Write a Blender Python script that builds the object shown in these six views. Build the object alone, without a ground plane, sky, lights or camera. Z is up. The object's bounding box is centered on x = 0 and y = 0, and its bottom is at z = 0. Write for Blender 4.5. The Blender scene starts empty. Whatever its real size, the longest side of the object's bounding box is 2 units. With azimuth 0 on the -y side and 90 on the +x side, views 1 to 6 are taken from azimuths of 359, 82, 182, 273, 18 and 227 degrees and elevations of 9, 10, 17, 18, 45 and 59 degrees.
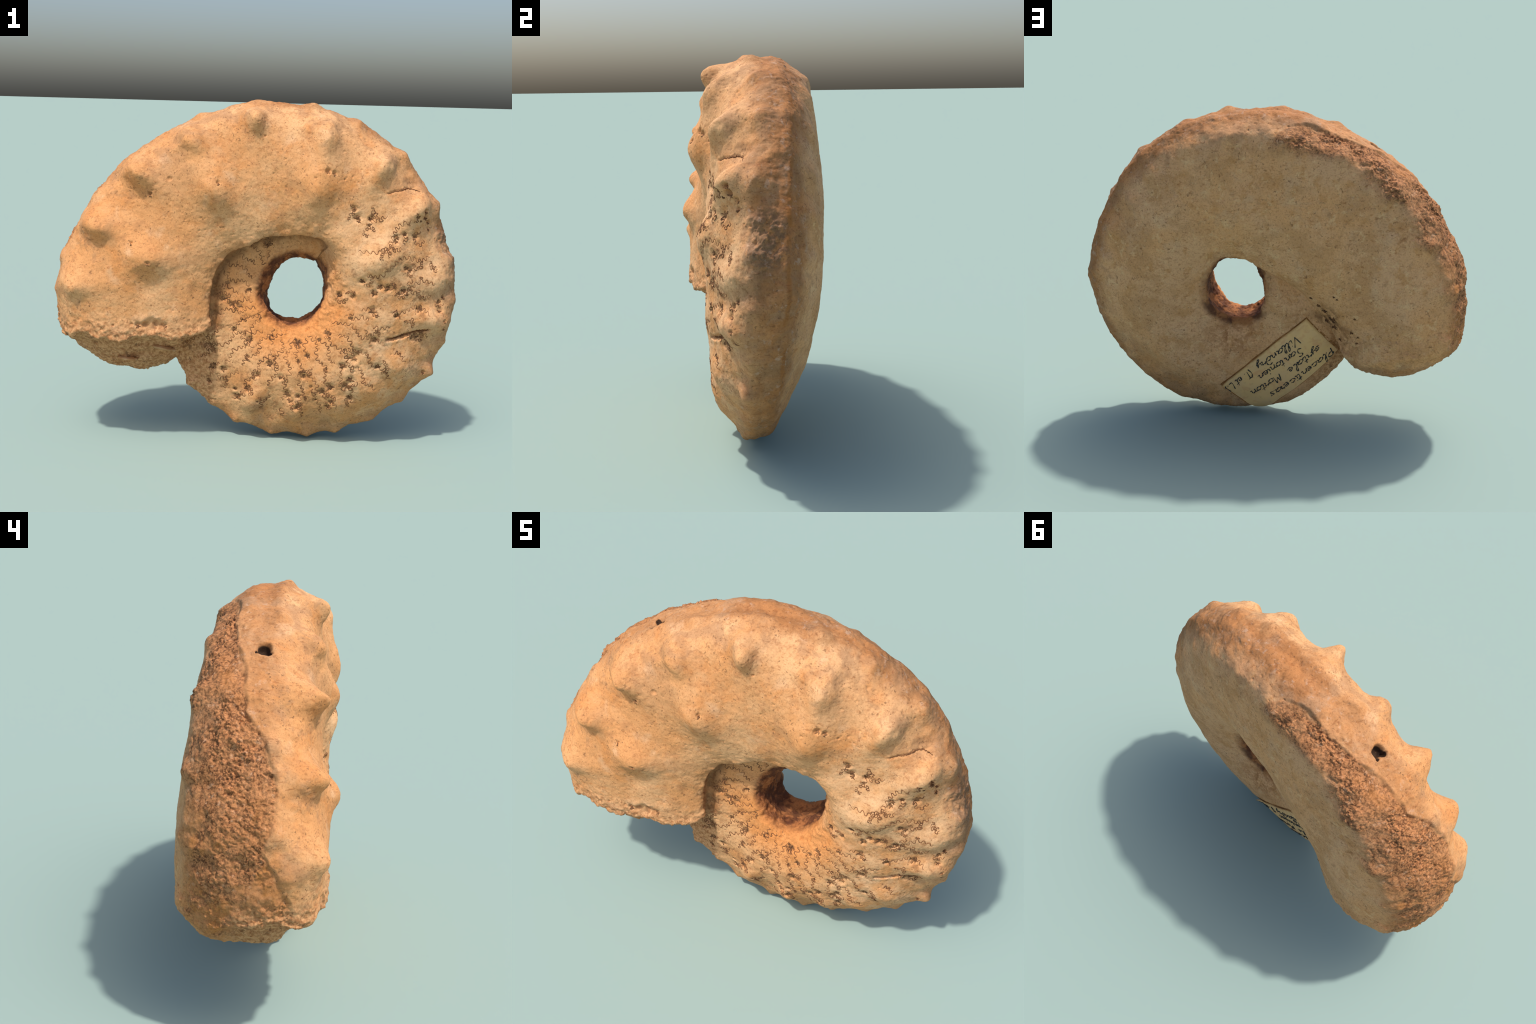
# A fossil ammonite (stone steinkern of a discoid shell) standing on its rim,
# with a hand-written paper label glued to its back.
import bpy, math
import numpy as np
from mathutils import Vector
from mathutils.kdtree import KDTree

VOXEL = 0.0039
CX, CZ = 0.205, 0.755            # centre of the umbilical hole in the x-z plane
rng = np.random.default_rng(7)

# ------------------------------------------------------------------ helpers
def smooth_interp(x, xs, ys):
    """Monotone-ish cubic (Catmull-Rom with finite differences) through knots."""
    xs = np.asarray(xs, float); ys = np.asarray(ys, float)
    m = np.gradient(ys, xs)
    x = np.clip(x, xs[0], xs[-1])
    i = np.clip(np.searchsorted(xs, x, side="right") - 1, 0, len(xs) - 2)
    h = xs[i + 1] - xs[i]
    t = (x - xs[i]) / h
    return ((2*t**3 - 3*t**2 + 1) * ys[i] + (t**3 - 2*t**2 + t) * h * m[i]
            + (-2*t**3 + 3*t**2) * ys[i + 1] + (t**3 - t**2) * h * m[i + 1])

def sstep(a, b, x):
    t = np.clip((x - a) / (b - a), 0, 1)
    return t * t * (3 - 2 * t)

def _hash(ix, iy, iz, seed):
    h = (ix.astype(np.int64) * 374761393 + iy.astype(np.int64) * 668265263
         + iz.astype(np.int64) * 2147483647 + seed * 1274126177) & 0xFFFFFFFF
    h = ((h ^ (h >> 13)) * 1274126177) & 0xFFFFFFFF
    h = ((h ^ (h >> 15)) * 2246822519) & 0xFFFFFFFF
    return ((h ^ (h >> 16)) & 0xFFFFFF) / float(0xFFFFFF)

_q = np.array([[.36, .48, -.8], [-.8, .60, 0], [.48, .64, .60]])
_ROT = _q @ np.array([[.8, -.6, 0], [.6, .8, 0], [0, 0, 1]]).T @ _q

def vnoise(P, scale, seed=0):
    """Value noise in -1..1 at points P (n,3); features are 1/scale metres."""
    p = (np.asarray(P) @ _ROT) * scale + .37
    i = np.floor(p).astype(np.int64)
    f = p - i
    u = f * f * f * (f * (f * 6 - 15) + 10)
    out = 0
    for dx in (0, 1):
        wx = u[:, 0] if dx else 1 - u[:, 0]
        for dy in (0, 1):
            wy = u[:, 1] if dy else 1 - u[:, 1]
            for dz in (0, 1):
                wz = u[:, 2] if dz else 1 - u[:, 2]
                out = out + wx * wy * wz * _hash(i[:, 0] + dx, i[:, 1] + dy, i[:, 2] + dz, seed)
    return out * 2 - 1

def fbm(P, scale, octaves=4, seed=0, gain=0.5):
    a, s, tot, norm = 1.0, scale, 0, 0
    for o in range(octaves):
        tot = tot + a * vnoise(P, s, seed + o * 17)
        norm += a
        a *= gain; s *= 2.03
    return tot / norm

# --------------------------------------------------- the whorl: profile tracks
# phi grows along the spiral: 60..205 the inner whorl, 205..420 the chambered
# whorl, 420..567 the body chamber that overlaps the inner whorl.
# Each track is one point of the cross-section: (phi, rho, y).
TRACKS = [
 ("wall",      [(55,.16,-.03),(110,.142,-.06),(160,.130,-.06),(200,.16,-.04),(215,.18,-.02),(240,.192,-.02),(300,.185,-.02),(340,.165,.0),(400,.155,.02),(425,.19,.02),(450,.24,.0),(500,.28,.0),(567,.34,.0)]),
 ("rim_front", [(55,.19,-.09),(110,.195,-.11),(180,.185,-.13),(240,.18,-.15),(270,.182,-.165),(300,.162,-.17),(345,.152,-.18),(385,.185,-.19),(408,.235,-.19),(425,.28,-.17),(445,.288,-.12),(500,.335,-.10),(530,.395,-.095),(567,.44,-.09)]),
 ("umb_front", [(55,.26,-.12),(140,.28,-.14),(190,.30,-.155),(225,.29,-.18),(270,.29,-.235),(300,.27,-.255),(330,.26,-.275),(380,.27,-.285),(410,.31,-.28),(430,.308,-.248),(450,.297,-.232),(490,.336,-.220),(520,.405,-.212),(545,.43,-.222),(567,.46,-.235)]),
 ("mid_front", [(55,.36,-.12),(140,.40,-.15),(190,.44,-.165),(225,.46,-.175),(255,.44,-.225),(280,.44,-.26),(330,.42,-.285),(380,.43,-.285),(410,.46,-.27),(440,.49,-.26),(490,.60,-.24),(525,.69,-.26),(545,.71,-.285),(567,.74,-.30)]),
 ("lat_front", [(55,.47,-.09),(140,.52,-.12),(190,.56,-.13),(225,.58,-.15),(255,.585,-.182),(280,.59,-.218),(310,.60,-.245),(345,.61,-.24),(380,.63,-.23),(420,.72,-.21),(450,.79,-.20),(490,.90,-.17),(525,1.0,-.195),(545,1.07,-.235),(567,1.09,-.255)]),
 ("ven_front", [(55,.54,-.06),(140,.60,-.06),(205,.68,-.08),(228,.716,-.105),(250,.730,-.116),(272,.732,-.126),(300,.750,-.138),(330,.762,-.165),(360,.766,-.16),(390,.775,-.135),(415,.83,-.085),(435,.87,-.07),(450,.90,-.065),(470,.95,-.06),(490,.995,-.055),(510,1.065,-.065),(527,1.13,-.075),(540,1.16,-.095),(555,1.185,-.11),(567,1.195,-.115)]),
 ("ven_mid",   [(55,.55,0),(205,.69,-.04),(245,.733,-.065),(270,.736,-.085),(300,.757,-.095),(330,.768,-.10),(360,.789,-.08),(390,.802,-.06),(415,.85,-.025),(450,.905,-.01),(475,.955,.005),(490,.998,.012),(510,1.08,.025),(540,1.17,.035),(567,1.195,.05)]),
 ("ven_back",  [(55,.54,.03),(205,.685,.0),(245,.72,-.01),(270,.72,-.025),(300,.742,-.042),(330,.758,-.042),(360,.785,-.018),(390,.795,.005),(415,.83,.04),(450,.897,.065),(490,.991,.114),(510,1.063,.143),(540,1.139,.163),(567,1.155,.175)]),
 ("lat_back",  [(55,.47,.06),(205,.63,.045),(245,.675,.03),(270,.67,.02),(300,.66,.006),(330,.667,.02),(350,.68,.045),(375,.69,.08),(390,.688,.09),(415,.72,.125),(435,.775,.155),(450,.805,.18),(490,.90,.236),(510,.965,.26),(540,1.035,.268),(567,1.07,.275)]),
 ("mid_back",  [(55,.36,.06),(170,.40,.095),(205,.46,.12),(235,.50,.085),(270,.53,.07),(300,.53,.09),(330,.53,.11),(360,.53,.145),(390,.54,.165),(415,.57,.182),(450,.61,.22),(490,.70,.27),(525,.79,.31),(545,.82,.325),(567,.86,.32)]),
 ("umb_back",  [(55,.26,.07),(170,.28,.10),(205,.32,.12),(235,.33,.10),(270,.33,.09),(330,.32,.115),(360,.33,.14),(390,.34,.165),(415,.34,.18),(430,.35,.19),(450,.37,.222),(475,.39,.245),(495,.41,.255),(525,.46,.265),(545,.49,.23),(567,.54,.145)]),
 ("rim_back",  [(55,.18,.08),(110,.17,.09),(140,.165,.095),(170,.158,.105),(205,.162,.11),(225,.172,.08),(250,.185,.05),(290,.185,.042),(325,.17,.07),(360,.165,.095),(390,.18,.105),(415,.185,.11),(450,.172,.105),(475,.168,.115),(500,.19,.145),(525,.25,.15),(567,.36,.10)]),
]
PHI0, PHI1 = 55.0, 567.0

def aperture_floor(x, y):
    """Height of the broken mouth of the body chamber: a ledge in front, lower behind."""
    front = np.interp(x, [-1.1, -.99, -.9, -.75, -.6, -.45, -.3, -.18, 0],
                         [.565, .56, .541, .527, .537, .538, .548, .560, .562])
    front = front + .013 * np.sin(23 * x + 1) + .008 * np.sin(51 * x)
    back = smooth_interp(x, [-1.1, -.99, -.93, -.83, -.73, -.62, -.49, -.42, -.37, -.33, -.26, -.16, -.04, .06, .2],
                            [.62, .56, .50, .41, .345, .325, .335, .365, .415, .485, .605, .71, .80, .86, .90])
    return front + (back - front) * sstep(-.28, -.05, y) + .19 * sstep(.15, .38, y) * sstep(-.30, -.42, x)

def section(phi):
    pts = np.array([[smooth_interp(phi, [k[0] for k in tr], [k[j] for k in tr]) for j in (1, 2)] for _, tr in TRACKS])
    n = len(pts)
    out = []
    for i in range(n):                       # closed Catmull-Rom, centripetal-ish
        p0, p1, p2, p3 = (pts[(i + k) % n] for k in (-1, 0, 1, 2))
        d = np.linalg.norm(p2 - p1) + 1e-9
        m1 = (p2 - p0) / (np.linalg.norm(p2 - p1) + np.linalg.norm(p1 - p0) + 1e-9) * d
        m2 = (p3 - p1) / (np.linalg.norm(p3 - p2) + np.linalg.norm(p2 - p1) + 1e-9) * d
        for t in np.linspace(0, 1, 12, endpoint=False):
            out.append((2*t**3 - 3*t**2 + 1) * p1 + (t**3 - 2*t**2 + t) * m1 + (-2*t**3 + 3*t**2) * p2 + (t**3 - t**2) * m2)
    return np.array(out)

def end_angle(rho, y):
    """Angle at which the broken mouth cuts the whorl for a point (rho, y)."""
    th = np.linspace(165, 275, 441)
    r = np.radians(th)
    g = CZ + rho[:, None] * np.sin(r) - aperture_floor(CX + rho[:, None] * np.cos(r), y[:, None])
    hit = g < 0
    k = np.where(hit.any(1), hit.argmax(1), len(th) - 1)
    return th[k] + 360

def build_whorl():
    phis = np.arange(PHI0, PHI1 + .1, 2.0)
    P0 = 525.0
    rings = []
    for phi in phis:
        s = section(phi)
        a = np.full(len(s), phi)
        if phi > P0:
            s_end = section(PHI1)
            w = (phi - P0) / (PHI1 - P0)
            a = P0 + w * (end_angle(s_end[:, 0], s_end[:, 1]) - P0)
        r = np.radians(a)
        rings.append(np.c_[CX + s[:, 0] * np.cos(r), s[:, 1], CZ + s[:, 0] * np.sin(r)])
    V = np.array(rings)
    n, m = V.shape[:2]
    verts = V.reshape(-1, 3)
    faces = [(i*m + j, i*m + (j+1) % m, (i+1)*m + (j+1) % m, (i+1)*m + j) for i in range(n-1) for j in range(m)]
    extra = []
    c = len(verts)                           # hidden start: fan cap
    extra.append(V[0].mean(0))
    faces += [((j+1) % m, j, c) for j in range(m)]
    s_end = section(PHI1)                    # broken mouth: every inner ring follows the break surface
    mid = s_end.mean(0)
    prev = (n - 1) * m
    for k in range(1, 14):
        sk = mid + (s_end - mid) * (1 - k / 14)
        r = np.radians(end_angle(sk[:, 0], sk[:, 1]))
        base = len(verts) + len(extra)
        extra += list(np.c_[CX + sk[:, 0] * np.cos(r), sk[:, 1], CZ + sk[:, 0] * np.sin(r)])
        faces += [(prev + j, prev + (j+1) % m, base + (j+1) % m, base + j) for j in range(m)]
        prev = base
    faces.append(tuple(prev + j for j in range(m)))
    verts = np.vstack([verts, extra])
    me = bpy.data.meshes.new("whorl_blank")
    me.from_pydata(verts.tolist(), [], faces)
    me.update()
    ob = bpy.data.objects.new("whorl_blank", me)
    bpy.context.scene.collection.objects.link(ob)
    mod = ob.modifiers.new("fuse", "REMESH")
    mod.mode = "VOXEL"; mod.voxel_size = VOXEL; mod.adaptivity = 0
    dg = bpy.context.evaluated_depsgraph_get()
    fused = bpy.data.meshes.new_from_object(ob.evaluated_get(dg))
    bpy.data.objects.remove(ob)
    return fused

def mesh_arrays(me):
    V = np.empty(len(me.vertices) * 3); me.vertices.foreach_get("co", V)
    L = np.empty(len(me.loops), np.int32); me.loops.foreach_get("vertex_index", L)
    return V.reshape(-1, 3), L.reshape(-1, 4)

def normals_of(V, F):
    fn = np.cross(V[F[:, 2]] - V[F[:, 0]], V[F[:, 3]] - V[F[:, 1]])
    N = np.zeros_like(V)
    for k in range(4):
        for c in range(3):
            N[:, c] += np.bincount(F[:, k], fn[:, c], len(V))
    return N / (np.linalg.norm(N, axis=1, keepdims=True) + 1e-12)

def relax(V, F, rounds, lam=.5):
    E = np.vstack([F[:, [0, 1]], F[:, [1, 2]], F[:, [2, 3]], F[:, [3, 0]]])
    deg = np.bincount(E[:, 0], minlength=len(V)) + np.bincount(E[:, 1], minlength=len(V))
    for _ in range(rounds):
        S = np.zeros_like(V)
        for c in range(3):
            S[:, c] = np.bincount(E[:, 0], V[E[:, 1], c], len(V)) + np.bincount(E[:, 1], V[E[:, 0], c], len(V))
        V = V + lam * (S / deg[:, None] - V)
    return V

def polar(V):
    dx, dz = V[:, 0] - CX, V[:, 2] - CZ
    return np.degrees(np.arctan2(dz, dx)) % 360, np.hypot(dx, dz)

# ------------------------------------------------------------ tubercles
# (theta, rho, y of the tip, radius along the rib, radius across, height)
LATERAL = [(178.8,1.10,-.275,.10,.066,.050),(162.4,1.035,-.255,.09,.064,.052),(143.8,1.00,-.240,.11,.066,.052),
           (125.5,.929,-.210,.10,.064,.030),(104.9,.880,-.240,.07,.052,.040),(81.0,.787,-.250,.11,.066,.045),
           (58.4,.763,-.250,.11,.066,.048),(36.5,.733,-.243,.12,.070,.045),(6.5,.680,-.243,.12,.072,.048),
           (350,.680,-.262,.11,.066,.050),(325,.615,-.278,.10,.078,.040),(307,.60,-.268,.09,.065,.028),
           (290,.60,-.250,.08,.06,.028),(270,.60,-.238,.08,.055,.026),(250,.585,-.215,.08,.055,.022)]
UMBILICAL = [(167,.744,-.328,.11,.085,.070),(130,.648,-.312,.13,.10,.050),(81.7,.53,-.322,.13,.105,.058),
             (25.4,.446,-.332,.13,.095,.075),(270,.40,-.262,.06,.055,.020),(338,.43,-.298,.11,.09,.030)]

def tubercle_field(V, N, th, rho):
    """Height of all tubercles: each is raised until its tip reaches the given y."""
    front = sstep(-.0, -.13, V[:, 1])
    h = np.zeros(len(V))
    for a, r, y, lr, lt, amp in LATERAL + UMBILICAL:
        dr = rho - r
        dt = np.radians((th - a + 180) % 360 - 180) * r
        near = (np.hypot(dr, dt) < .012) & (V[:, 1] < -.05)
        base = V[near, 1].mean(); ny = -N[near, 1].mean()
        amp = max(.012, base - y)
        lrr = np.where(dr > 0, lr * (1.35 if r > .55 else 1.15), lr * 1.1)
        d2 = (dr / lrr)**2 + (dt / lt)**2
        h += amp * (.57 * np.exp(-1.7 * d2) + .43 * np.exp(-.7 * d2)) * front
    return h

def rib_field(V, th, rho):
    """Low radial swells that join the umbilical knobs to the lateral ones."""
    h = np.zeros(len(V))
    for a, r, y, lr, lt, amp in LATERAL:
        lean = (rho - r) * 14
        dt = ((th - a - lean + 180) % 360 - 180)
        h += .006 * np.exp(-(dt / 8.0)**2) * sstep(r - .42, r - .15, rho) * sstep(r + .16, r, rho) * sstep(-.05, -.15, V[:, 1])
    return h

# clavi along the front and the back edge of the venter: (theta, radial size)
CLAVI_FRONT = [71, 53, 34, 13.5, -2, -18, -30, -45, -58, -73, -84, -98, -113, -125, -137, 86, 103, 120, 138, 156, 173]
CLAVI_BACK = [190, 176, 162, 144, 125, 106, 88, 72, 55, 40, 25, 12, -2, -17, -35, -52, -70]

def track_at(name, th):
    """Track (rho, y) of the outermost whorl at polar angle th (deg)."""
    tr = dict(TRACKS)[name]
    phi = np.where(th < 207, th + 360, th)
    phi = np.where(phi < 205, phi + 360, phi)
    return (smooth_interp(phi, [k[0] for k in tr], [k[1] for k in tr]), smooth_interp(phi, [k[0] for k in tr], [k[2] for k in tr]))

def clavus_field(V, th, rho):
    h = np.zeros(len(V))
    r0, y0 = track_at("ven_front", th)
    for a in CLAVI_FRONT:
        low = 1.35 if -140 < a < -25 else 1.0
        dt = np.radians((th - a + 180) % 360 - 180) * r0
        d = np.sqrt((dt / .055)**2 + ((V[:, 1] - y0) / .05)**2 + ((rho - r0) / .09)**2)
        h += (.024 if -40 < a < 90 else .016 if a < 80 else .012) * low * np.exp(-1.8 * d**1.6)
    r1, y1 = track_at("lat_back", th)
    for a in CLAVI_BACK:
        dt = np.radians((th - a + 180) % 360 - 180) * r1
        d = np.sqrt((dt / .06)**2 + ((V[:, 1] - y1) / .07)**2 + ((rho - r1) / .08)**2)
        h += (.021 if 100 < a else .016) * np.exp(-1.8 * d**1.6)
    return h

STEP_TH = [60, 66, 80, 98, 117, 134, 146, 159, 169, 181, 195, 206]
STEP_RHO = [.30, .32, .314, .301, .309, .339, .37, .393, .409, .404, .416, .446]
# line where the smooth shell ends against the eroded band: (theta, y)
RIDGE = [(100, .25), (106, .155), (111, .130), (124, .125), (131, .105), (137, .08), (143, .062), (149, .04), (154, -.02),
         (160, -.055), (164, -.085), (169, -.085), (175.6, -.04), (181, -.10), (186, -.15), (200, -.2)]
# outer limit of the smooth back flank on the body chamber: (theta, rho)
BACK_EDGE = [(60, .80), (73, .81), (95, .82), (104, .80), (121, .865), (130, .925), (138, .915), (143, .905), (149, .985),
             (160, .955), (165, 1.03), (175, 1.045), (185, 1.09), (200, 1.1)]

def ridge_y(th):
    return np.interp(th, [k[0] for k in RIDGE], [k[1] for k in RIDGE])

def back_edge(th):
    return np.interp(th, [k[0] for k in BACK_EDGE], [k[1] for k in BACK_EDGE])

def eroded_mask(V, th, rho, soft=.012):
    wob = .026 * fbm(V, 9, 3, 41)
    a = sstep(-soft, soft, V[:, 1] - ridge_y(th) + wob)
    b = sstep(-soft * 3.5, soft * 3.5, rho - back_edge(th) + wob * 2.5)
    c = sstep(100, 114, th) * sstep(206, 200, th) * sstep(.70, .74, rho)
    return a * b * c

def mouth_mask(V, N):
    d = V[:, 2] - aperture_floor(V[:, 0], V[:, 1])
    near = sstep(.04, .015, np.abs(d)) * sstep(-.12, -.2, V[:, 0]) * sstep(.22, .10, V[:, 1])
    face = np.maximum(sstep(-.02, -.25, N[:, 2]) * sstep(-.36, -.42, V[:, 0]), sstep(-.18, -.20, V[:, 1]) * sstep(.35, .1, N[:, 2]))
    return near * face

def dent(V, centre, radius, depth):
    """Depth of a round pit at every vertex."""
    out = np.zeros(len(V))
    k = np.where((np.abs(V - centre) < radius * 2.2).all(1))[0]
    d = np.linalg.norm(V[k] - centre, axis=1) / radius
    d = d * (1 + .45 * fbm(V[k], .55 / radius, 2, 45))
    out[k] = depth * np.exp(-d**4)
    return out

def nearest_front(V, th0, rho0):
    x = CX + rho0 * math.cos(math.radians(th0)); z = CZ + rho0 * math.sin(math.radians(th0))
    k = np.where(V[:, 1] < -.03)[0]
    return V[k[np.argmin((V[k, 0] - x)**2 + (V[k, 2] - z)**2)]]

# small holes in the front face: (theta, rho, radius, depth)
HOLES = [(78.4, .619, .015, .014), (75.5, .615, .011, .010), (126, .666, .009, .010), (146.7, .859, .012, .012), (163.3, .838, .008, .010),
         (102.9, .779, .007, .007), (139.1, .829, .010, .008), (138.3, .991, .010, .008), (106.3, .95, .010, .008),
         (34.6, .738, .014, .026), (32.6, .722, .014, .024), (30.3, .725, .010, .012), (28, .71, .010, .010),
         (348, .742, .010, .012), (351, .735, .008, .010), (355, .70, .014, .010), (0, .715, .016, .012), (329, .745, .010, .010),
         (70, .60, .008, .008), (84, .575, .008, .008), (190.9, .81, .014, .008), (191.3, .78, .018, .010), (191.8, .75, .024, .014), (192.3, .72, .028, .016), (193.0, .69, .022, .014), (193.8, .655, .016, .010), (190.2, .90, .016, .008), (168, .735, .012, .010), (170, .70, .010, .008)]
VENT_HOLES = [((-.484, .002, 1.506), .027, .045), ((-.504, -.020, 1.487), .011, .03), ((-.504, .027, 1.492), .008, .022)]
CRACKS = [[(336, .48), (338.5, .515), (341, .545), (343, .575), (345, .61), (346.7, .665)],
          [(50.5, .66), (49, .69), (47.2, .715), (46.0, .74), (44, .76), (41.5, .78)]]

def carve(V, F):
    """Surface relief finer than the tubercles."""
    N = normals_of(V, F)
    th, rho = polar(V)
    e = eroded_mask(V, th, rho)
    lip = eroded_mask(V, th, rho, .035) * (1 - e)
    grain = fbm(V, 62, 3, 21, .7)
    cell = np.abs(vnoise(V, 55, 33)) * np.abs(vnoise(V, 38, 34))
    low = sstep(158, 172, th)
    deep = np.exp(-np.clip(V[:, 1] - ridge_y(th), 0, 1) / .07)
    big = .25 + 1.25 * sstep(-.25, .25, fbm(V, 8, 2, 35))
    h = e * (.002 - .012 * deep + (.009 * grain - .050 * np.clip(.10 - cell, 0, 1)) * big * (1 - .45 * low) + .012 * fbm(V, 12, 3, 8)) + .004 * lip * sstep(.02, .3, lip)
    m = mouth_mask(V, N)
    h = h + m * (.016 * fbm(V * np.array([1, 1, 1.8]), 13, 3, 51) + .007 * fbm(V, 48, 3, 52))
    # granular zone of broken shell above the mouth, and a few flaked ledges
    gz = sstep(.68, .58, V[:, 2] + .03 * fbm(V, 8, 2, 61)) * sstep(-.16, -.2, V[:, 0]) * (1 - m)
    h = h + gz * (.005 * fbm(V, 60, 3, 62) - .006 * sstep(.1, .35, fbm(V, 16, 2, 63)))
    # brown, finely pitted venter between the clavi
    rv, yv = track_at("ven_front", th)
    ven = sstep(-.05, .0, rho - rv) * sstep(-.02, .03, V[:, 1] - yv) * (1 - e)
    h = h + ven * .0035 * fbm(V, 45, 3, 71)
    rimzone = sstep(-.16, -.04, rho - rv)
    h = h + rimzone * (.009 * fbm(V, 9, 2, 73) + .005 * fbm(V, 20, 2, 74))
    patch = np.exp(-(((th + 180) % 360 - 180 - 18) / 7)**2) * sstep(-.20, -.15, V[:, 1]) * sstep(-.02, -.07, V[:, 1]) * sstep(.70, .74, rho)
    h = h - patch * (.008 - .014 * fbm(V, 40, 3, 72))
    # ragged wall of the umbilical hole
    radial = (N[:, 0] * (V[:, 0] - CX) + N[:, 2] * (V[:, 2] - CZ)) / (rho + 1e-6)
    wall = sstep(.27, .20, rho) * sstep(-.1, -.5, radial)
    h = h + wall * (.014 * fbm(V, 17, 3, 81) + .004 * fbm(V, 60, 2, 82))
    # lower flank: faint low swellings under the tubercles, fine pitting everywhere
    pits = np.clip(vnoise(V, 75, 91) - .62, 0, 1) * sstep(-.1, .4, fbm(V, 7, 2, 92))
    h = h - .012 * pits + .0012 * fbm(V, 80, 2, 93)
    h = h + .004 * fbm(V, 13, 3, 94) * sstep(-.02, -.1, V[:, 1])
    # crease along the foot of the umbilical step
    inner = (th > 66) & (th < 206) & (V[:, 1] < 0) & (V[:, 1] > -.21)
    d = (rho - np.interp(th, STEP_TH, STEP_RHO)) / .016
    h = h + np.where(inner, -.010 * np.exp(-d * d) + .012 * np.exp(-(d - .5)**2) * fbm(V, 22, 3, 96), 0)
    h = h + ((th > 66) & (th < 206) & (V[:, 1] < 0)) * np.exp(-((rho - np.interp(th, STEP_TH, STEP_RHO)) / .05)**2) * (.010 * fbm(V, 18, 3, 97) + .004 * fbm(V, 50, 2, 98))
    V = V + N * h[:, None]
    dep = np.zeros(len(V))
    for t, r, rad, de in HOLES:
        dep += dent(V, nearest_front(V, t, r), rad * (1 + .25 * rng.normal()), de)
    for c, rad, de in VENT_HOLES:
        dep += dent(V, np.array(c), rad, de)
    V = V - N * dep[:, None]
    return V

def build_body():
    me = build_whorl()
    V, F = mesh_arrays(me)
    bpy.data.meshes.remove(me)
    V = relax(V, F, 3)
    N = normals_of(V, F)
    th, rho = polar(V)
    h = tubercle_field(V, N, th, rho)
    V = V + np.array([0, -1.0, 0]) * h[:, None]
    N = normals_of(V, F)
    h = clavus_field(V, th, rho) + rib_field(V, th, rho)
    h += .007 * fbm(V, 6.0, 3, 11) + .0025 * fbm(V, 22, 3, 5)
    V = V + N * h[:, None]
    V = carve(V, F)
    V[:, 2] -= V[:, 2].min() - .008
    return V, F

# corners of the label (upper, seam side, far side), seen from behind in the x-z plane
A, B, D = (np.array(p) for p in ((-.156, .0, .627), (-.362, .0, .440), (.287, .0, .212)))

# ------------------------------------------------------------ node helper
class Nodes:
    def __init__(self, name):
        self.mat = bpy.data.materials.new(name)
        self.mat.use_nodes = True
        self.t = self.mat.node_tree
        self.bsdf = self.t.nodes["Principled BSDF"]
        self.pos = self.add("ShaderNodeTexCoord").outputs["Object"]
    def add(self, kind, **props):
        n = self.t.nodes.new(kind)
        for k, v in props.items():
            setattr(n, k, v)
        return n
    def put(self, sock, v):
        if isinstance(v, bpy.types.NodeSocket):
            self.t.links.new(v, sock)
        elif isinstance(v, (tuple, list)) and len(v) == 3 and sock.type == "RGBA":
            sock.default_value = (*v, 1)
        else:
            sock.default_value = v
    def m(self, op, a, b=0.0, c=None, clamp=False):
        n = self.add("ShaderNodeMath", operation=op, use_clamp=clamp)
        self.put(n.inputs[0], a); self.put(n.inputs[1], b)
        if c is not None:
            self.put(n.inputs[2], c)
        return n.outputs[0]
    def mul(self, *a):
        r = a[0]
        for b in a[1:]:
            r = self.m("MULTIPLY", r, b)
        return r
    def step(self, x, lo, hi):
        n = self.add("ShaderNodeMapRange", interpolation_type="SMOOTHSTEP")
        self.put(n.inputs["Value"], x); self.put(n.inputs["From Min"], lo); self.put(n.inputs["From Max"], hi)
        if not isinstance(lo, bpy.types.NodeSocket) and not isinstance(hi, bpy.types.NodeSocket) and lo > hi:
            self.put(n.inputs["From Min"], hi); self.put(n.inputs["From Max"], lo)
            self.put(n.inputs["To Min"], 1.0); self.put(n.inputs["To Max"], 0.0)
        return n.outputs["Result"]
    def noise(self, scale, detail=3, rough=.55, dist=0.0, stretch=None):
        n = self.add("ShaderNodeTexNoise")
        v = self.pos
        if stretch:
            mp = self.add("ShaderNodeMapping")
            self.put(mp.inputs["Vector"], v); mp.inputs["Scale"].default_value = stretch[:3]
            if len(stretch) > 3:
                mp.inputs["Rotation"].default_value = stretch[3:]
            v = mp.outputs[0]
        self.put(n.inputs["Vector"], v)
        n.inputs["Scale"].default_value = scale; n.inputs["Detail"].default_value = detail
        n.inputs["Roughness"].default_value = rough; n.inputs["Distortion"].default_value = dist
        return n.outputs["Fac"]
    def mix(self, f, a, b, mode="MIX"):
        n = self.add("ShaderNodeMix", data_type="RGBA", blend_type=mode)
        self.put(n.inputs["Factor"], f); self.put(n.inputs["A"], a); self.put(n.inputs["B"], b)
        return n.outputs["Result"]
    def table(self, x, knots):
        """1D look-up (piecewise linear) x in 0..1 -> value, as a colour ramp."""
        n = self.add("ShaderNodeValToRGB")
        e = n.color_ramp.elements
        while len(e) < len(knots):
            e.new(.5)
        for el, (p, v) in zip(e, knots):
            el.position = p
        for el, (p, v) in zip(sorted(e, key=lambda q: q.position), knots):
            el.color = (v, v, v, 1)
        self.put(n.inputs["Fac"], x)
        return n.outputs["Color"]
    def finish(self, colour, rough, bump=None, strength=.3, dist=.01):
        self.put(self.bsdf.inputs["Base Color"], colour)
        self.put(self.bsdf.inputs["Roughness"], rough)
        self.bsdf.inputs["Specular IOR Level"].default_value = .25
        if bump is not None:
            b = self.add("ShaderNodeBump")
            b.inputs["Strength"].default_value = strength; b.inputs["Distance"].default_value = dist
            self.put(b.inputs["Height"], bump)
            self.put(self.bsdf.inputs["Normal"], b.outputs["Normal"])
        return self.mat

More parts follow.
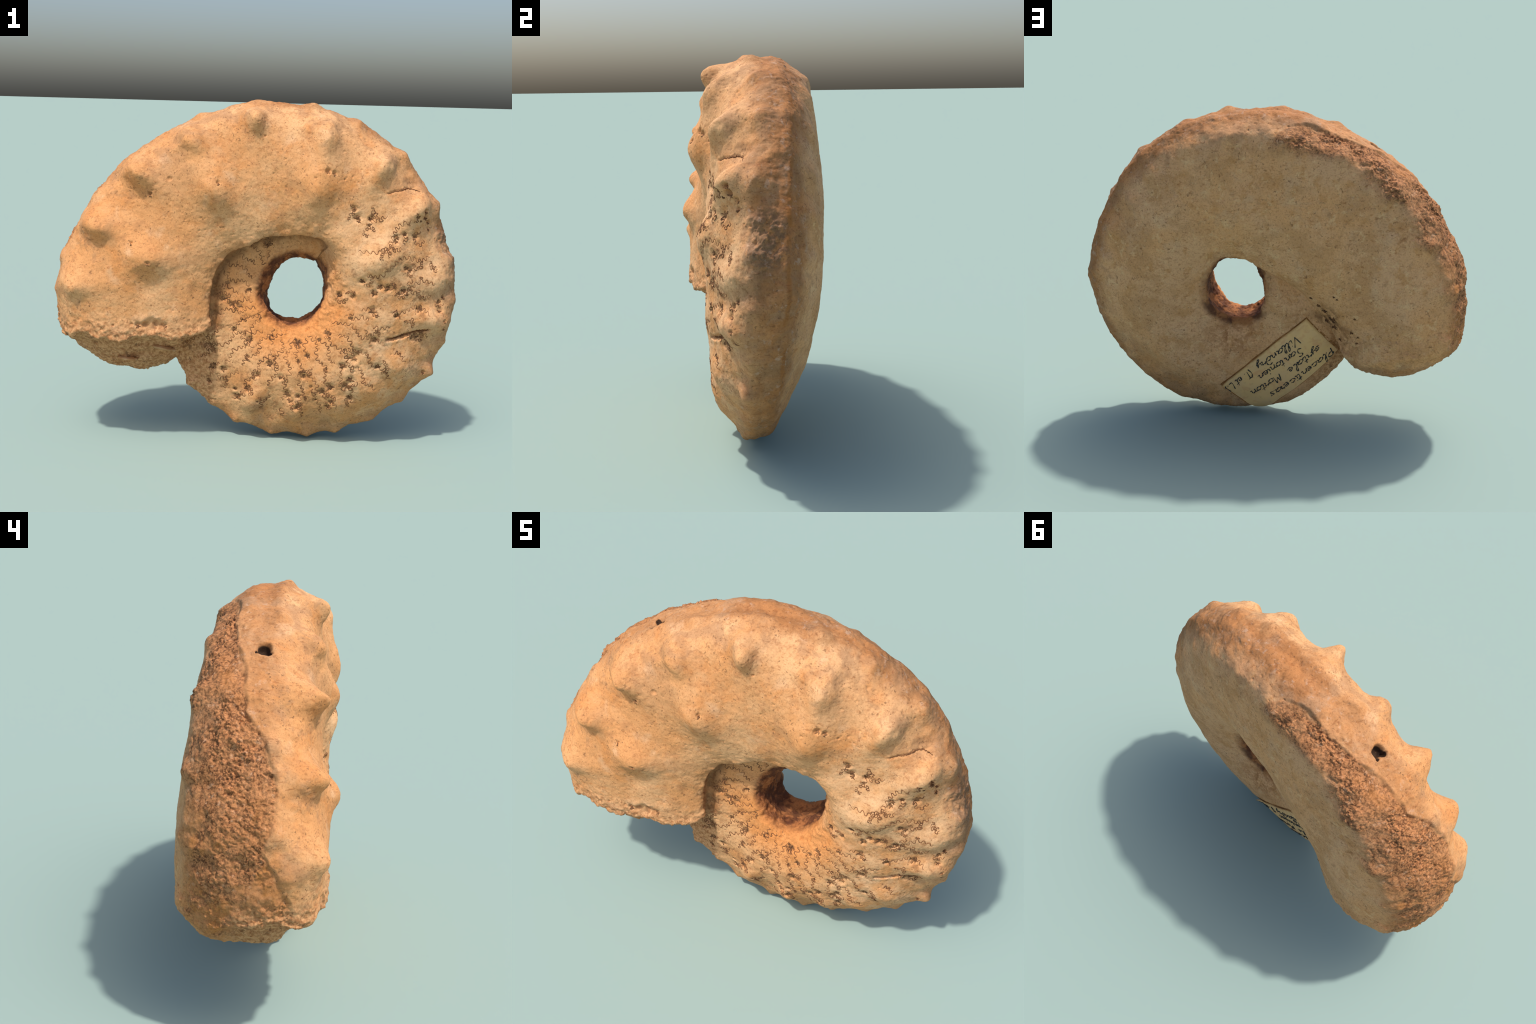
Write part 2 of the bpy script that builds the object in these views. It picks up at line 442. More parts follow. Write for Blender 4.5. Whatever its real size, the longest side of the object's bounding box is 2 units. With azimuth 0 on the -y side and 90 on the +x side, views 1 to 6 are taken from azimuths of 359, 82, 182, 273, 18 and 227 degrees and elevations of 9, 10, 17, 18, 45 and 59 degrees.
def stone_material():
    n = Nodes("weathered_limestone")
    sep = n.add("ShaderNodeSeparateXYZ"); n.put(sep.inputs[0], n.pos)
    x, y, z = sep.outputs
    dx, dz = n.m("SUBTRACT", x, CX), n.m("SUBTRACT", z, CZ)
    rho = n.m("SQRT", n.m("ADD", n.m("MULTIPLY", dx, dx), n.m("MULTIPLY", dz, dz)))
    turn = n.m("FRACT", n.m("ADD", n.m("DIVIDE", n.m("ARCTAN2", dz, dx), 2 * math.pi), 1.0))
    big, mid, fine = n.noise(2.6, 4, .6, .4), n.noise(11, 4, .6, .3), n.noise(55, 4, .65)
    vfine = n.noise(150, 2, .6)
    streak = n.noise(38, 3, .6, .6, (1.0, .5, 2.2, 0, .6, 0))
    wob = n.m("MULTIPLY", n.m("SUBTRACT", mid, .5), .10)
    # front: warm tan; pale cream where the shell is worn; orange clouds
    front = n.mix(n.step(big, .36, .64), (.65, .365, .172), (.60, .285, .108))
    front = n.mix(n.mul(n.step(n.noise(6.5, 3, .6, .5), .50, .72), .6), front, (.55, .215, .058))
    front = n.mix(n.mul(n.step(n.noise(8.0, 3, .55, .3), .56, .74), .55), front, (.69, .43, .245))
    # back: paler bone colour with grey-violet and ochre clouds
    back = n.mix(n.step(big, .35, .65), (.67, .365, .177), (.67, .335, .137))
    back = n.mix(n.mul(n.step(n.noise(9, 4, .6, .4), .52, .70), .35), back, (.54, .345, .20))
    back = n.mix(n.mul(n.step(n.noise(14, 4, .65, .4), .52, .68), .6), back, (.52, .235, .072))
    back = n.mix(n.mul(n.step(n.noise(5, 4, .65, .6), .48, .64), .5), back, (.48, .24, .095))
    back = n.mix(n.mul(n.step(n.noise(21, 4, .7, .3), .54, .68), .55), back, (.74, .46, .23))
    back = n.mix(n.mul(n.step(n.noise(30, 4, .7, .5), .56, .70), .5), back, (.36, .19, .085))
    front = n.mix(n.mul(n.step(n.noise(18, 4, .7, .4), .51, .68), .6), front, (.45, .205, .082))
    front = n.mix(n.mul(n.step(n.noise(4.2, 4, .65, .6), .51, .66), .55), front, (.46, .24, .105))
    isback = n.step(n.m("ADD", y, wob), -.01, .08)
    col = n.mix(isback, front, back)
    # lighter, more suture-worn stone on the chambered part of the front
    worn = n.mul(n.step(dx, .02, .30), n.step(y, -.10, -.16), n.step(n.m("ADD", z, n.m("MULTIPLY", wob, 2.0)), 1.34, 1.16))
    col = n.mix(n.mul(worn, n.step(mid, .40, .62), .55), col, (.70, .44, .24))
    # brown staining drifting through the suture field
    field = n.mul(n.step(y, -.06, -.12), n.step(n.m("ADD", dz, n.m("MULTIPLY", dx, -.9)), .18, -.02), n.step(rho, .72, .62))
    stain = n.mul(field, n.step(n.noise(19, 4, .65, .6), .53, .68), n.step(n.noise(6, 2, .5), .38, .55))
    col = n.mix(n.mul(stain, .75), col, (.30, .14, .058))
    # rust-orange glow round the umbilicus
    rim = n.mul(n.step(n.m("ADD", rho, wob), .44, .20), n.step(y, -.05, -.12), n.step(dz, .06, -.08))
    col = n.mix(n.mul(rim, .65), col, (.62, .225, .05))
    # venter: brown, with grey-violet bloom and ochre strips
    R = [(a / 360, float(track_at("ven_front", np.array([a % 360.0]))[0][0]) / 1.3) for a in range(0, 361, 15)]
    edge = n.m("SUBTRACT", rho, n.m("MULTIPLY", n.table(turn, R), 1.3))
    yv = [(a / 360, float(track_at("ven_front", np.array([a % 360.0]))[1][0]) + .5) for a in range(0, 361, 20)]
    off = n.m("SUBTRACT", y, n.m("SUBTRACT", n.table(turn, yv), .5))
    ven = n.mul(n.step(n.m("ADD", edge, wob), -.075, .0), n.step(n.m("ADD", off, n.m("MULTIPLY", wob, 2.6)), n.m("SUBTRACT", -.07, n.m("MULTIPLY", n.step(dx, .15, .5), .07)), .07))
    brown = n.mix(n.step(mid, .38, .62), (.44, .185, .062), (.355, .145, .047))
    brown = n.mix(n.mul(n.step(n.noise(7, 4, .6, .5), .50, .66), .75), brown, (.36, .20, .105))
    brown = n.mix(n.mul(n.step(n.noise(16, 4, .7, .4), .56, .70), .6), brown, (.20, .10, .048))
    brown = n.mix(n.mul(n.step(n.noise(4.5, 4, .7, .6), .48, .62), n.step(dx, -.1, .2), .7), brown, (.27, .135, .058))
    dk = n.add('ShaderNodeVectorMath', operation='DISTANCE'); n.put(dk.inputs[0], n.pos); dk.inputs[1].default_value = (.955, -.12, 1.0)
    brown = n.mix(n.mul(n.step(dk.outputs['Value'], .19, .06), n.step(n.noise(20, 4, .7, .4), .36, .54), .9), brown, (.10, .06, .038))
    dk2 = n.add('ShaderNodeVectorMath', operation='DISTANCE'); n.put(dk2.inputs[0], n.pos); dk2.inputs[1].default_value = (.94, -.19, .80)
    brown = n.mix(n.mul(n.step(dk2.outputs['Value'], .13, .04), n.step(n.noise(23, 4, .7, .4), .36, .54), .85), brown, (.14, .065, .028))
    line = n.mul(n.step(n.m('ABSOLUTE', n.m('ADD', n.m('SUBTRACT', off, .125), n.m('MULTIPLY', wob, .35))), .016, .003), n.step(dx, .25, .45), n.step(n.noise(7, 2), .36, .5))
    brown = n.mix(n.mul(line, .8), brown, (.30, .105, .02))
    brown = n.mix(n.mul(n.step(n.noise(26, 4, .7, .3), .56, .68), .5), brown, (.50, .36, .27))
    left = n.step(dx, -.28, -.55)
    col = n.mix(n.mul(ven, n.m("SUBTRACT", .9, n.m("MULTIPLY", left, .32))), col, brown)
    rimz = n.mul(n.step(n.m('ADD', edge, wob), -.20, -.05), n.step(n.noise(8.5, 4, .7, .6), .49, .62), n.m('SUBTRACT', 1.0, n.mul(ven, .6)))
    col = n.mix(n.mul(rimz, .55), col, (.37, .195, .095))
    # eroded granular band on the back half of the venter
    rk = [(0.0, 1.0), (.24, 1.0)] + [(a / 360, v + .5) for a, v in RIDGE] + [(.58, 1.0)]
    bk = [(0.0, 1.0)] + [(a / 360, v / 1.3) for a, v in BACK_EDGE] + [(.58, 1.0)]
    w2 = n.m("MULTIPLY", n.m("SUBTRACT", n.noise(16, 3, .6), .5), .07)
    ero = n.mul(n.step(n.m("ADD", n.m("SUBTRACT", y, n.m("SUBTRACT", n.table(turn, rk), .5)), w2), -.012, .012),
                n.step(n.m("ADD", n.m("SUBTRACT", rho, n.m("MULTIPLY", n.table(turn, bk), 1.3)), n.m('MULTIPLY', w2, 1.6)), -.05, .05))
    gfine = n.noise(78, 4, .7, .3)
    grit = n.mix(n.step(gfine, .38, .58), (.115, .044, .016), (.47, .205, .080))
    grit = n.mix(n.mul(n.step(big, .5, .68), .6), grit, (.50, .19, .045))
    grit = n.mix(n.mul(n.step(n.noise(34, 3, .6), .58, .72), .75), grit, (.56, .33, .19))
    grit = n.mix(n.mul(n.step(n.noise(30, 4, .75, .6), .43, .35), .9), grit, (.075, .030, .012))
    lowz = n.step(z, 1.15, .80)
    grit = n.mix(n.mul(lowz, n.step(n.noise(7, 3, .6, .5), .42, .58), .8), grit, n.mix(n.step(mid, .4, .6), (.50, .205, .055), (.42, .185, .065)))
    ero2 = n.mul(ero, n.m('ADD', .7, n.mul(n.step(n.noise(9, 3, .6, .4), .38, .58), .3)))
    col = n.mix(ero2, col, grit)
    # broken zone of the mouth
    mouth = n.mul(n.step(n.m("ADD", z, n.m("MULTIPLY", wob, 1.2)), .66, .56), n.step(x, -.16, -.22), n.step(y, .12, .02))
    rubble = n.mix(n.step(fine, .38, .62), (.34, .15, .058), (.60, .33, .155))
    rubble = n.mix(n.mul(n.step(n.noise(20, 3, .65, .4), .42, .32), .85), rubble, (.13, .055, .024))
    col = n.mix(n.mul(mouth, .8), col, rubble)
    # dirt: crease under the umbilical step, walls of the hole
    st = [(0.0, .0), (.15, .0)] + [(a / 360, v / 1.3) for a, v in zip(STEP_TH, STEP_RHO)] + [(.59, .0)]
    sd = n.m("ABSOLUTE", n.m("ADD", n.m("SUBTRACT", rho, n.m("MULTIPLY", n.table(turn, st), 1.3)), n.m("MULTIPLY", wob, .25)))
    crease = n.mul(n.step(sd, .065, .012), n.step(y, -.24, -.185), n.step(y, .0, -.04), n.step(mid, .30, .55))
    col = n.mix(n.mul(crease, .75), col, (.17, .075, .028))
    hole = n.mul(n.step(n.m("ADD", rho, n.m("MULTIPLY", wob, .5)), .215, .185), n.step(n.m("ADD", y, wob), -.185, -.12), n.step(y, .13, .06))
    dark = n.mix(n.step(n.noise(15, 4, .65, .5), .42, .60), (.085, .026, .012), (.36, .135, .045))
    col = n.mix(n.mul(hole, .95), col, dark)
    # stains on the back near the seam and under the hole
    for c, r, k, tint in (((-.27, .17, .65), .13, .9, (.17, .075, .028)), ((-.36, .22, .55), .13, .7, (.30, .135, .05)),
                          ((.22, .07, .50), .22, .7, (.36, .15, .05)), ((-.614, .29, 1.105), .045, .7, (.36, .155, .05)),
                          ((.549, .16, 1.2), .035, .7, (.30, .14, .055)), ((-.10, .16, .60), .13, .55, (.40, .17, .05))):
        d = n.add("ShaderNodeVectorMath", operation="DISTANCE")
        n.put(d.inputs[0], n.pos); d.inputs[1].default_value = c
        f = n.mul(n.step(d.outputs["Value"], r, r * .25), n.step(n.noise(24, 4, .65, .4), .40, .60), k)
        col = n.mix(f, col, tint)
    # near-black bottoms of the holes on the venter
    for c, r, de in VENT_HOLES:
        d = n.add('ShaderNodeVectorMath', operation='DISTANCE')
        n.put(d.inputs[0], n.pos); d.inputs[1].default_value = (c[0] + .66 * de, c[1], c[2] - .75 * de + .008)
        col = n.mix(n.mul(n.step(d.outputs['Value'], de * .84, de * .60), .95), col, (.020, .010, .006))
    # grain: fine mottling, dark specks in drifts, streaky scratches
    col = n.mix(n.mul(n.step(fine, .44, .30), .45), col, n.mix(1.0, col, (.62, .50, .40), "MULTIPLY"))
    col = n.mix(n.mul(n.step(streak, .42, .30), .55), col, n.mix(1.0, col, (.55, .42, .33), "MULTIPLY"))
    g2 = n.noise(120, 3, .7)
    col = n.mix(n.mul(n.step(g2, .47, .33), .5), col, n.mix(1.0, col, (.62, .50, .42), 'MULTIPLY'))
    col = n.mix(n.mul(n.step(g2, .53, .66), .35), col, n.mix(1.0, col, (1.22, 1.2, 1.16), 'MULTIPLY'))
    pore = n.mul(n.step(n.noise(70, 2, .5, .2), .36, .30), n.step(n.noise(9, 3, .6), .40, .55))
    col = n.mix(n.mul(pore, .7), col, (.22, .10, .04))
    speck = n.mul(n.step(n.noise(85, 2, .6, .3), .37, .29), n.step(n.noise(5, 3, .6), .38, .58))
    col = n.mix(n.mul(speck, n.m('SUBTRACT', .8, n.m('MULTIPLY', isback, .45))), col, (.15, .07, .032))
    col = n.mix(n.mul(n.step(vfine, .55, .70), .30), col, n.mix(1.0, col, (1.25, 1.22, 1.18), "MULTIPLY"))
    bump = n.m("ADD", n.m("MULTIPLY", fine, .7), n.m("MULTIPLY", vfine, .4))
    return n.finish(col, .82, bump, .35, .006)

def plain_material(name, a, b, scale, rough=.8, bump=.3):
    n = Nodes(name)
    f = n.noise(scale, 4, .6, .4)
    return n.finish(n.mix(n.step(f, .38, .62), a, b), rough, f, bump, .004)

def paper_material():
    n = Nodes("aged_paper")
    col = n.mix(n.step(n.noise(9, 4, .6), .38, .62), (.78, .47, .195), (.74, .45, .21))
    col = n.mix(n.mul(n.step(n.noise(22, 4, .6, .5), .54, .68), .5), col, (.66, .30, .13))
    col = n.mix(n.mul(n.step(n.noise(60, 3, .6), .58, .72), .35), col, (.50, .27, .10))
    # browned, worn edges, measured in the plane of the label
    du = (D - A) / np.linalg.norm(D - A); dw = np.array([du[2], 0, -du[0]])
    if dw @ (B - A) < 0:
        dw = -dw
    def along(v):
        d = n.add("ShaderNodeVectorMath", operation="DOT_PRODUCT")
        n.put(d.inputs[0], n.pos); d.inputs[1].default_value = tuple(v)
        return n.m("ADD", n.m("SUBTRACT", d.outputs["Value"], float(A @ v)), n.m("MULTIPLY", n.m("SUBTRACT", n.noise(28, 3, .6), .5), .03))
    u, v = along(du), along(dw)
    worn = n.m("MAXIMUM", n.m("MAXIMUM", n.step(u, .016, .0), n.step(u, float(np.linalg.norm(D - A)) - .016, float(np.linalg.norm(D - A)))), n.step(v, .012, -.002))
    col = n.mix(n.mul(worn, .55), col, (.44, .20, .065))
    col = n.mix(n.mul(n.step(n.noise(5, 3, .6), .5, .66), .4), col, (.60, .31, .11))
    return n.finish(col, .75, n.noise(110, 3), .15, .003)

# ------------------------------------------------------------ building parts
V, F = build_body()
from mathutils.bvhtree import BVHTree
MAT = dict(stone=stone_material(), suture=plain_material("suture_dirt", (.26, .115, .046), (.14, .058, .024), 30),
           sediment=plain_material("dark_sediment", (.30, .145, .06), (.11, .048, .02), 45, bump=.6),
           shard=plain_material("shell_fragment", (.58, .34, .17), (.50, .25, .10), 25),
           black2=plain_material("dark_stain", (.16, .065, .022), (.07, .028, .012), 50),
           paper=paper_material(), glue=plain_material("old_glue", (.30, .115, .03), (.42, .19, .06), 40),
           ink=plain_material("ink", (.028, .026, .026), (.045, .038, .033), 90, .6, 0))

def link(name, mesh, parent, mat=None):
    ob = bpy.data.objects.new(name, mesh)
    bpy.context.scene.collection.objects.link(ob)
    ob.parent = parent
    if mat:
        mesh.materials.append(mat)
    return ob

def sutures():
    """Frilled septal sutures on the front flank: polylines in (theta, rho)."""
    lines = []
    angles = [126, 137, 148, 159, 170, 180, 190, 199, 208, 217, 226.5, 236, 245, 254, 263, 272, 281, 290, 299, 309, 319, 330, 342, 354, 366, 379, 394, 408]
    for k, a in enumerate(angles):
        shelf = a < 200
        r0 = .20 + .03 * rng.random()
        r1 = np.interp(a, STEP_TH, STEP_RHO) - .02 if shelf else .60 + .04 * rng.random() + (.05 if a > 330 else 0)
        grow = 1.0 if a < 320 else 1.0 + (a - 320) / 70
        if a > 330:
            r0 += .03 + (a - 330) / 80 * .16
        # sine-generated meander: the heading swings, so the frills overhang without crossing
        length = (r1 - r0) * 2.4
        s = np.arange(0, length, .0021)
        w = 2 * np.pi * s / (.23 * grow) + rng.uniform(0, 6)
        lam = .040 * (.8 + .2 * grow)
        w2 = 2 * np.pi * s / lam + .9 * np.sin(w * 1.7 + k) + rng.uniform(0, 6)
        om2 = 1.65 + .25 * np.sin(w * .83 + 2 * k)
        head = 2.0 * np.tanh((.75 * np.cos(w) + om2 * np.cos(w2)) / 2.0)
        adv = np.cumsum(np.cos(head)) * .0021
        T = np.cumsum(np.sin(head)) * .0021
        T = T - np.polyval(np.polyfit(s, T, 2), s)
        ok = adv < r1 - r0
        s, w, adv, T = s[ok], w[ok], adv[ok], T[ok]
        rho_l = r0 + adv
        lean = -.035 * ((adv / max(adv[-1], .1)) - .3) if a < 250 else .012 * np.sin(6 * adv)
        th_l = a + np.degrees((T + lean) / np.maximum(rho_l, .12))
        keep = np.sin(w * .37 + k * 1.7) + .7 * np.sin(w * .9 + k) > (-1.25 if a < 320 else -.5)
        lobes = [i for i in range(3, len(s) - 3) if np.cos(1.5 * w[i]) < -.9 and np.cos(1.5 * w[i - 1]) >= -.9]
        lines.append((th_l, rho_l, keep, [(th_l[i], rho_l[i]) for i in lobes]))
    return lines

def ray_front(bvh, th, rho):
    p = Vector((CX + rho * math.cos(math.radians(th)), -1.0, CZ + rho * math.sin(math.radians(th))))
    return bvh.ray_cast(p, Vector((0, 1, 0)))

def tube(points, radii, sides=6):
    """Mesh of a thin tube through points; radii per point."""
    P = np.array(points); n = len(P)
    t = np.gradient(P, axis=0); t /= np.linalg.norm(t, axis=1, keepdims=True) + 1e-12
    u = np.cross(t, [.13, .97, .21]); u /= np.linalg.norm(u, axis=1, keepdims=True) + 1e-12
    v = np.cross(t, u)
    ang = np.linspace(0, 2 * np.pi, sides, endpoint=False)
    R = np.array(radii)[:, None, None]
    W = P[:, None] + R * (np.cos(ang)[None, :, None] * u[:, None] + np.sin(ang)[None, :, None] * v[:, None])
    faces = [(i*sides + j, i*sides + (j+1) % sides, (i+1)*sides + (j+1) % sides, (i+1)*sides + j) for i in range(n-1) for j in range(sides)]
    faces += [tuple(range(sides))[::-1], tuple((n-1)*sides + j for j in range(sides))]
    return W.reshape(-1, 3), faces

def merged(parts, name):
    vs, fs, o = [], [], 0
    for v, f in parts:
        vs.append(np.asarray(v)); fs += [tuple(i + o for i in q) for q in f]; o += len(v)
    me = bpy.data.meshes.new(name)
    me.from_pydata(np.vstack(vs).tolist(), [], fs)
    me.polygons.foreach_set("use_smooth", [True] * len(fs))
    me.update()
    return me

def blob(bvh, centre, axis, r, rise=.0022):
    """A frilled patch of dark sediment lying in a pit; axis points into the stone."""
    rings, n = 4, 26
    ph = rng.uniform(0, 6.28, 4)
    stretch = rng.uniform(.6, 1.0)
    axis = Vector(axis).normalized()
    u = axis.cross(Vector((.21, .31, .93))).normalized(); v = axis.cross(u)
    verts, faces = [], []
    for k in range(rings + 1):
        for j in range(n):
            al = 2 * math.pi * j / n
            f = 1 + .25 * math.sin(3 * al + ph[0]) + .30 * math.sin(5 * al + ph[1]) + .18 * math.sin(8 * al + ph[2])
            d = r * f * k / rings if k else r * .05
            start = Vector(centre) - axis * .12 + u * (d * math.cos(al)) + v * (stretch * d * math.sin(al))
            hit = bvh.ray_cast(start, axis)
            if hit[0] is None:
                return None
            up = rise * (1.6 - 2.6 * (k / rings)**2)
            verts.append(hit[0] + hit[1] * up)
    for k in range(rings):
        for j in range(n):
            faces.append((k*n + j, k*n + (j+1) % n, (k+1)*n + (j+1) % n, (k+1)*n + j))
    faces.append(tuple(range(n))[::-1])
    return np.array(verts), faces

def blob_front(bvh, t, r, rad):
    h = ray_front(bvh, t, r)
    return blob(bvh, h[0], (0, 1, 0), rad) if h[0] is not None else None

def lobe_frill(bvh, t, r, rad):
    """Scalloped outline of a suture lobe: an open flower-shaped line."""
    n = int(rng.integers(6, 10)); a0 = rng.uniform(0, 6.28); span = rng.uniform(1.8, 3.8)
    al = np.linspace(0, span, 90)
    rr = rad * (1 + .30 * np.sin(n * al + 1.2) + .10 * np.sin(2.3 * al))
    aa = a0 + al + .16 * np.sin(2 * n * al)
    x0 = CX + r * math.cos(math.radians(t)); z0 = CZ + r * math.sin(math.radians(t))
    pts = []
    for d, q in zip(rr, aa):
        hit = bvh.ray_cast(Vector((x0 + d * math.cos(q), -1, z0 + d * math.sin(q))), Vector((0, 1, 0)))
        if hit[0] is None or (pts and (hit[0] - pts[-1]).length > .012):
            return None
        pts.append(hit[0] + hit[1] * .0002)
    w = (.0011 + .0010 * (.5 + .5 * np.sin(al * 3 + a0))) * np.minimum(1, np.minimum(np.arange(90), np.arange(90)[::-1]) / 8 + .15)
    return tube(pts, w)

root = bpy.data.objects.new("ammonite_fossil", None)
bpy.context.scene.collection.objects.link(root)
root["label"] = "tan fossil ammonite with knobbly ribs, central hole and paper label"
root["category"] = "ammonite fossil"

# --- carve the suture grooves and lobe pits into the body
# deeper dark pits that cluster on the lobes of the sutures: (theta, rho)
DEEP = [(31.8, .541), (33.4, .553), (35.4, .693), (32.5, .595), (55.2, .478), (17.1, .539), (49.1, .513), (29.2, .638), (358.8, .694), (17.1, .318),
        (3.3, .264), (3.2, .204), (7.8, .436), (9.7, .397), (59.6, .505), (212.9, .498), (223.1, .559), (239.4, .572), (271, .562), (272, .50),
        (303.7, .485), (285.9, .486), (276.2, .396), (318.8, .396), (191.3, .327), (194.4, .285), (172.5, .343), (228.1, .525), (227.5, .626),
        (246.1, .445), (249.9, .366), (351.2, .484), (286.4, .571), (15.5, .555), (300, .50), (314, .41), (242, .60), (268, .525), (5.5, .51)]
LINES = sutures()
bvh = BVHTree.FromPolygons(V.tolist(), F.tolist())
groove, PITS = [], []
for th_l, rho_l, keep, lobes in LINES:
    for t, r, k in zip(th_l[::2], rho_l[::2], keep[::2]):
        if k:
            h = ray_front(bvh, t, r)
            if h[0] is not None:
                groove.append(h[0])
    for t, r in lobes:
        if rng.random() < .42:
            PITS.append((t + rng.normal() * 1.6, r + rng.normal() * .012, .006 + .017 * rng.random()**1.6))
# large flower-shaped lobes on the upper right flank
FLOWERS = [(49, .56, .030), (45, .47, .022), (31, .56, .034), (27, .66, .024), (18, .60, .030), (14, .70, .026), (8, .56, .030), (2, .60, .028),
           (355, .50, .026), (348, .55, .024), (29, .47, .022), (338, .40, .022)]
DEEP = [(t, r, rng.uniform(.010, .019)) for t, r in DEEP]
CR = []
for c in CRACKS:
    a = np.array(c); q = np.linspace(0, len(a) - 1, 60)
    CR.append([(np.interp(i, range(len(a)), a[:, 0]) + .35 * rng.normal() * (.5), np.interp(i, range(len(a)), a[:, 1])) for i in q])
N = normals_of(V, F)
kd = KDTree(len(groove))
for i, p in enumerate(groove):
    kd.insert(p, i)
kd.balance()
th, rho = polar(V)
cand = np.where((V[:, 1] < -.04) & (rho > .17) & (rho < .76))[0]
dep = np.zeros(len(V))
for i in cand:
    d = kd.find(V[i])[2]
    if d < .012:
        dep[i] = .0018 * math.exp(-(d / .0045)**2)
for t, r, rad in PITS:
    h = ray_front(bvh, t, r)[0]
    if h is not None:
        dep += dent(V, np.array(h), rad, .35 * rad + .002)
for t, r, rad in DEEP:
    h = ray_front(bvh, t, r)[0]
    dep += dent(V, np.array(h), rad * 1.15, .009)
for j, c in enumerate(CR):
    for t, r in c:
        h = ray_front(bvh, t, r)[0]
        dep = np.maximum(dep, dent(V, np.array(h), .0085 if j == 0 else .006, .016 if j == 0 else .005))
V = V - N * dep[:, None]
N = normals_of(V, F)
bvh = BVHTree.FromPolygons(V.tolist(), F.tolist())

# --- split the body by region
th, rho = polar(V)
region = np.zeros(len(V), np.int32)          # 0 body_chamber, 1 phragmocone ...
NAMES = ["body_chamber", "phragmocone", "inner_whorl", "umbilicus", "venter", "eroded_venter", "mouth"]
phrag = (th > 206) | (th < 62)
region[phrag] = 1
step = np.interp(th, STEP_TH, STEP_RHO)
inner = (th > 62) & (th < 207) & (rho < step) & (V[:, 1] < -.02)
region[inner] = 2
rv, yv = track_at("ven_front", th)
rb, yb = track_at("ven_back", th)
region[(rho > np.minimum(rv, rb) - .03) & (V[:, 1] > yv) & (V[:, 1] < yb + .03)] = 4
region[eroded_mask(V, th, rho) > .5] = 5
region[mouth_mask(V, N) > .5] = 6
radial = (N[:, 0] * (V[:, 0] - CX) + N[:, 2] * (V[:, 2] - CZ)) / (rho + 1e-6)
region[(rho < .24) & (radial < -.45)] = 3
knobs = []
for k, (a, r, y, lr, lt, amp) in enumerate(LATERAL + UMBILICAL):
    dt = np.radians((th - a + 180) % 360 - 180) * r
    d2 = ((rho - r) / lr)**2 + (dt / lt)**2
    region[(d2 < .8) & (V[:, 1] < -.05)] = 10 + k
face_region = np.sort(region[F], axis=1)[:, 1]
objs = {}

def part_mesh(name, ids):
    f = F[ids]
    used, inv = np.unique(f, return_inverse=True)
    me = bpy.data.meshes.new(name)
    me.from_pydata(V[used].tolist(), [], inv.reshape(f.shape).tolist())
    me.polygons.foreach_set("use_smooth", [True] * len(f))
    me.update()
    me.normals_split_custom_set_from_vertices(N[used].tolist())
    return me

for k, name in enumerate(NAMES):
    ids = np.where(face_region == k)[0]
    if len(ids):
        objs[name] = link(name, part_mesh(name, ids), root, MAT["stone"])
for k, (a, r, *_) in enumerate(LATERAL + UMBILICAL):
    ids = np.where(face_region == 10 + k)[0]
    if len(ids):
        host = objs["phragmocone" if (a > 206 or a < 62) else "body_chamber"]
        link("tubercle", part_mesh("tubercle", ids), host, MAT["stone"])

# --- suture lines
for th_l, rho_l, keep, lobes in LINES:
    run, pieces = [], []
    wob = rng.uniform(0, 6)
    for i, (t, r, k) in enumerate(zip(th_l, rho_l, keep)):
        h = ray_front(bvh, t, r)
        if k and h[0] is not None and h[1].y < -.2 and (not run or (h[0] - run[-1][0]).length < .012):
            run.append((h[0] + h[1] * .0002, .0011 + .0010 * (.5 + .5 * math.sin(i * .06 + wob)) + .0003 * math.sin(i * .31)))
            continue
        if len(run) > 12:
            pieces.append(run)
        run = []
    if len(run) > 12:
        pieces.append(run)
    if pieces:
        parts = []
        for q in pieces:
            rad = np.array([b for a, b in q])
            rad[:6] *= np.linspace(.2, 1, 6); rad[-6:] *= np.linspace(1, .2, 6)
            parts.append(tube([a for a, b in q], rad))
        host = objs["inner_whorl"] if th_l[0] < 200 else objs["phragmocone"]
        link("suture_line", merged(parts, "suture_line"), host, MAT["suture"])
parts = [b for b in (blob_front(bvh, t, r, rad * 1.05) for t, r, rad in PITS + DEEP + [(t + rng.normal() * 1.5, r + rng.normal() * .014, rad * .6) for t, r, rad in DEEP[::2]]) if b]
parts += [b for b in (blob_front(bvh, t, r, rad * .75) for t, r, rad, de in HOLES if de >= .010 and rad < .02) if b]
ob = link("dark_sediment", merged(parts, "dark_sediment"), objs["phragmocone"], MAT["sediment"])
ob["kind"] = "stuff"
BACK_SPOTS = [(-.288, .646, .020), (-.30, .60, .016), (-.384, .603, .011), (-.331, .537, .009), (-.417, .585, .009), (-.412, .549, .009),
              (-.288, .793, .007), (-.304, .782, .007), (-.175, .754, .010), (-.396, .686, .009), (-.215, .714, .012), (-.248, .686, .014), (-.26, .62, .012)]
parts = [b for b in (blob(bvh, bvh.ray_cast(Vector((x, 1, z)), Vector((0, -1, 0)))[0], (0, -1, 0), r, .002) for x, z, r in BACK_SPOTS) if b]
ob = link("stain_spots", merged(parts, "stain_spots"), objs["body_chamber"], MAT["black2"])
ob["kind"] = "stuff"
frills = []
for t, r, rad in PITS + DEEP + FLOWERS:
    for q in range(1 if rad < .02 else 2):
        if rng.random() > .7:
            continue
        fr = lobe_frill(bvh, t + rng.normal() * 1.2, r + rng.normal() * .010, rad * rng.uniform(1.2, 1.9) if rad < .02 else rad * rng.uniform(.8, 1.1))
        if fr:
            frills.append(fr)
ob = link("suture_lobe", merged(frills, "suture_lobe"), objs["phragmocone"], MAT["suture"])
ob["kind"] = "stuff"
